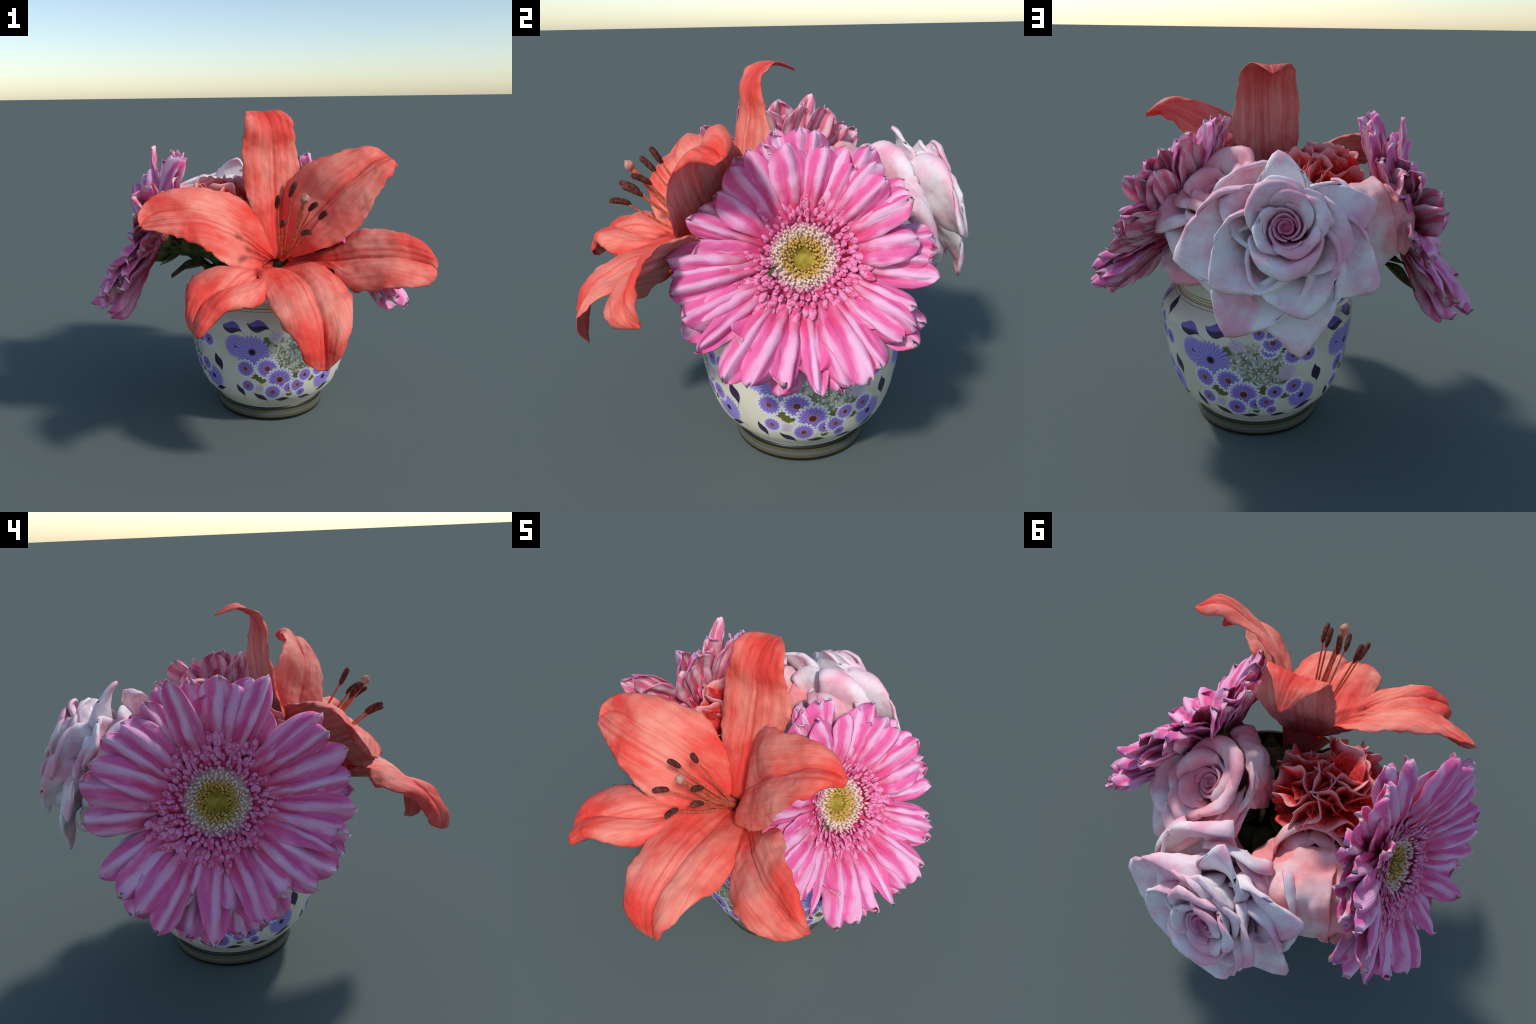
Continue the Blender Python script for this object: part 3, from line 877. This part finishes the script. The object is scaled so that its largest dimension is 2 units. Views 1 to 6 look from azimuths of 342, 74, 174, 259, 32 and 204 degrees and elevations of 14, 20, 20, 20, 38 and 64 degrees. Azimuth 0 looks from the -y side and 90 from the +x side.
def make_carnation():
    C = V3(-.215, .06, 1.16)
    top = thing("carnation", C, "ruffled deep red carnation with pale petal edges", "flower")
    meshes = [carnation_petal_mesh(k) for k in range(7)]
    cnt = 36
    for i in range(cnt):
        q = (i + .5) / cnt
        el = math.radians(84 - 86 * q**.9)
        a = i * 2.39996 + RNG.uniform(-.3, .3)
        d = V3(math.cos(el) * math.cos(a), math.cos(el) * math.sin(a), math.sin(el))
        L0 = RNG.uniform(.82, 1.12)
        side = np.cross(d, V3(*RNG.normal(0, 1, 3)) + V3(0, 0, .9))
        side /= np.linalg.norm(side)
        z = np.cross(d, side)
        L = .262 * L0 * (1.0 + .10 * math.sin(el))
        o = C + d * .015
        place("petal", meshes[i % 7], top, mat4(d * L, side * L * .75, z * L * .75, o))
    V, F = lathe([(-.12, .03), (-.08, .06), (0, .08), (.05, .085)], 24)
    build("calyx", V, F, [GREEN], top, Matrix.Translation(C))
    stem(top, C + V3(0, 0, -.1), V3(.02, .06, .55), .022)


# ------------------------------------------------------------------ leaves inside
def make_foliage():
    top = thing("leaf_sprig", V3(.05, .15, .80), "dark green leaves tucked between the flowers", "leaves")
    spots = ((.12, -.12, 1.12, 100, 40), (.02, -.08, 1.15, 150, 35), (.20, -.08, 1.18, 40, 60), (.24, -.10, 1.02, 30, 25), (.26, -.05, 1.08, 60, 30), (.15, -.02, 1.02, 80, 40), (.22, .05, 1.05, 20, 10), (.3, -.12, 1.0, -20, 30), (.05, .25, .95, 60, 20), (-.12, .35, .98, 120, 35), (-.35, .35, 1.0, 165, 10), (.2, .1, 1.0, 10, 40), (-.05, -.02, 1.0, 250, 45), (-.3, .05, .95, 200, 15), (.18, .35, .98, 80, 50), (-.42, .42, .98, 160, -10))
    ring = [(.05 + .20 * math.cos(i * 2.4) * q, .12 + .20 * math.sin(i * 2.4) * q, .90 + .10 * (1 - q), math.degrees(i * 2.4), 20 + 40 * (1 - q)) for i, q in enumerate(np.linspace(.2, 1, 16))]
    for i, (x, y, z, az, el) in enumerate(list(spots) + ring):
        xs = np.linspace(0, 1, 18)[:, None]
        s = np.linspace(-1, 1, 9)[None, :]
        w = .055 * np.sin(np.clip(xs, .02, .985) * math.pi) ** .8
        P = np.stack([.24 * xs + 0 * s, s * w, -.10 * xs**2 + .25 * w * s**2 + .01 * np.sin(xs * 9 + s * 2)], -1)
        v, f, fm = sheet(P, .006)
        M = Matrix.Translation((x, y, z)) @ Matrix.Rotation(math.radians(az), 4, "Z") @ Matrix.Rotation(math.radians(-el), 4, "Y")
        build("leaf", v, f, [STEM], top, M)
    # thick green stalks and drooping bracts under the shaded gerbera
    for a, b, c, rad in (((-.44, .17, 1.06), (-.30, .02, 1.06), (-.05, -.12, .85), .055), ((-.42, .22, 1.02), (-.25, .15, .98), (-.02, .05, .75), .05), ((-.2, -.15, 1.05), (-.1, -.12, 1.0), (.03, -.05, .8), .06)):
        V, F = tube(spline([V3(*a), V3(*b), V3(*c)], 16), np.linspace(rad, rad * .6, 16), 12)
        V = V + (.012 * fbm(V, 14, 2))[:, None] * V3(.3, .3, .9)
        build("stalk", V, F, [GREEN], top)
    for a, b in (((.04, .16, .75), (.02, .27, 1.24)), ((.1, .2, .75), (.13, .36, 1.15)), ((-.05, .1, .75), (-.02, .22, 1.05))):
        stem(top, V3(*a), V3(*b), .012, (.02, .02, 0))


make_vase()
make_lily()
PETALS = [gerbera_petal_mesh(k) for k in range(16)]
make_gerbera(V3(.493, -.044, 1.081), 70.2, 28.6, A_FRONT, A_BACK, .16, (.16, .02, .55), (((.26, -.09, 1.59), -.06), ((.33, .06, 1.585), -.06), ((.25, -.14, 1.50), -.07)), .035)
make_gerbera(V3(-.631, .21, 1.134) - .045 * frame(265.5, 26.3)[2], 265.5, 26.3, B_FRONT, B_BACK, .13, (-.05, .1, .6))

# rose petals: direction, half width, reach, height, curl, pointedness (, lift, belly)
A_RINGS = (whorl(3, 20, 100, .026, .012, 0, 0) + whorl(3, 80, 90, .050, .022, .05, 0, 12) + whorl(3, 10, 80, .085, .030, .12, .08, 14)
           + [(60, 72, .135, .035, .25, .15), (185, 72, .130, .040, .25, .12), (300, 74, .140, .040, .25, .15)]
           + [(130, 66, .20, .030, .28, .22), (20, 60, .18, .03, .28, .18), (-85, 80, .215, .045, .28, .22)]
           + [(112, 66, .23, -.02, .28, .30, .03), (45, 60, .20, -.02, .28, .30, .03), (-15, 72, .28, -.02, .26, .30, .03), (-75, 80, .385, -.01, .22, .55, .03), (-139, 76, .405, -.01, .24, .66, .03), (160, 74, .31, -.02, .26, .62, .03)]
           + [(101, 60, .355, -.11, .25, .70, .02), (22, 66, .40, -.16, .25, .66, .02), (-29, 78, .45, -.15, .20, .70, .02), (-82, 70, .545, -.155, .18, .78, .03), (-118, 72, .535, -.09, .18, .74, .03), (197, 78, .51, -.06, .20, .70, .03)]
           + [(108, 52, .24, -.19, .0, .1, .0, 1.0, .75), (60, 50, .19, -.19, .0, .1, .0, 1.0, .75), (0, 58, .33, -.19, .0, .1, .0, 1.0, .75), (-50, 58, .37, -.20, .0, .2, .0, 1.0, .75), (-100, 58, .43, -.20, .0, .3, .0, 1.0, .75), (-150, 58, .43, -.18, .0, .2, .0, 1.0, .75), (160, 56, .38, -.16, .0, .2, .0, 1.0, .75)])
add_rose("pale pink rose in full bloom with pointed petals", (.032, .828, 1.272), 168, 24, A_RINGS, ROSE_A, -.34, (.05, .12, .6), .005)
B_RINGS = (whorl(3, 0, 100, .028, -.07, 0, 0) + whorl(3, 60, 90, .055, -.055, .05, 0, 12) + whorl(3, 10, 80, .095, -.045, .15, .05, 14) + whorl(3, 50, 74, .145, -.03, .2, .15, 14)
           + [(20, 62, .21, .0, .2, .2), (90, 66, .22, .01, .15, .1), (165, 62, .20, -.05, .2, .2), (235, 60, .22, -.05, .25, .25), (300, 60, .23, -.03, .28, .3)]
           + [(0, 60, .25, -.09, .2, .3), (55, 64, .23, -.07, .05, .1, .05, .9, .6), (125, 62, .22, -.10, .05, .2, .05, .9, .6), (200, 58, .28, -.14, .25, .35), (250, 60, .37, -.08, .22, .5), (312, 60, .36, -.06, .22, .5), (345, 60, .33, -.12, .2, .35), (280, 60, .42, -.14, .2, .5), (225, 56, .36, -.22, .1, .3, .02, .9, .6), (265, 56, .43, -.30, .0, .2, .0, 1.0, .7), (310, 56, .40, -.28, .0, .2, .0, 1.0, .7)])
blush = add_rose("blush pink rose opening upward with layered petals", (.315, .275, 1.35), 131, 62, B_RINGS, ROSE_B, -.30, (.12, .1, .6), -.07)
# a plump, closed bloom: petals bulge out and lean in at the top
C_RINGS = [(80, 74, .20, -.02, .0, .05, .04, 1.0, .7, .8), (20, 60, .18, -.04, .0, .05, .04, 1.0, .7, .5), (120, 62, .17, -.05, .0, .05, .03, 1.0, .75, .4), (200, 62, .15, -.03, .1, .1, .03, 1.0, .75, .7), (300, 62, .15, -.05, .1, .1, .03, 1.0, .75, .6),
           (275, 58, .30, -.18, .05, .3, .05, .85, .75), (222, 56, .31, -.13, .05, .3, .05, .85, .75), (325, 56, .27, -.17, .05, .3, .05, .85, .75)]
coral = add_rose("coral pink rose half open between the others", (-.275, .42, 1.26), 215, 68, C_RINGS, ROSE_C, -.33, (.0, .1, .6), -.10)
# its broad front petal, folded over the bloom: left edge, middle, right edge from the inner rim outward and down
LOFT = [((-.12, .38, 1.18), (-.222, .333, 1.21), (-.341, .281, 1.24)), ((-.115, .51, 1.28), (-.25, .45, 1.30), (-.38, .396, 1.35)), ((-.158, .60, 1.31), (-.28, .555, 1.345), (-.405, .50, 1.385)),
        ((-.195, .645, 1.25), (-.31, .625, 1.315), (-.43, .585, 1.355)), ((-.245, .66, 1.15), (-.345, .65, 1.17), (-.46, .635, 1.23)), ((-.29, .64, 1.06), (-.37, .655, 1.06), (-.47, .65, 1.09)), ((-.34, .62, 1.0), (-.37, .63, 1.0), (-.40, .63, 1.0))]
LOFT2 = [((-.34, .30, 1.27), (-.42, .29, 1.27), (-.50, .31, 1.26)), ((-.38, .41, 1.34), (-.46, .40, 1.33), (-.53, .42, 1.30)), ((-.41, .52, 1.36), (-.48, .51, 1.34), (-.545, .53, 1.28)),
         ((-.43, .60, 1.32), (-.50, .60, 1.28), (-.55, .60, 1.21)), ((-.45, .64, 1.22), (-.50, .64, 1.18), (-.54, .63, 1.13)), ((-.45, .64, 1.12), (-.48, .64, 1.10), (-.51, .63, 1.08))]
LOFT3 = [((-.10, .36, 1.22), (-.06, .38, 1.16), (-.03, .40, 1.08)), ((-.12, .48, 1.30), (-.06, .46, 1.25), (-.02, .46, 1.18)), ((-.14, .57, 1.33), (-.08, .55, 1.30), (-.03, .54, 1.25)), ((-.18, .64, 1.30), (-.12, .62, 1.28), (-.06, .60, 1.24))]
LOFT4 = [((.31, .016, 1.36), (.276, -.034, 1.33), (.242, -.082, 1.24)), ((.208, .095, 1.41), (.182, .033, 1.35), (.151, -.022, 1.20)), ((.133, .165, 1.42), (.107, .116, 1.35), (.086, .045, 1.18)),
         ((.094, .229, 1.36), (.058, .187, 1.28), (.04, .115, 1.12)), ((.089, .30, 1.28), (.052, .246, 1.20), (.03, .181, 1.08))]
for seed, rows in enumerate((LOFT, LOFT2, LOFT3, LOFT4)):
    whose, mat, (cr, cu, cn), o = (coral, ROSE_C, frame(215, 68), V3(-.275, .42, 1.26)) if seed < 3 else (blush, ROSE_B, frame(131, 62), V3(.315, .275, 1.35))
    R = spline(rows, 40)
    q = np.linspace(0, 1, 31)[None, :, None]
    P = R[:, 0:1] * (2 * (q - .5) * (q - 1)) + R[:, 1:2] * (4 * q * (1 - q)) + R[:, 2:3] * (2 * q * (q - .5))
    P = P + normals_of(P) * (.034 * fbm(P, 9.0, 2, 3.0 + seed) + .005 * fbm(P, 30.0, 2, 5.0 + seed))[..., None]
    v, f, fm = sheet(P, .016, .6)
    build("petal", (v - o) @ np.stack([cr, cu, cn], 1), f, [mat, mat], whose, mat4(cr, cu, cn, o), fm)
make_carnation()
make_foliage()
for ob in bpy.data.objects:
    if "w" in ob:
        del ob["w"]
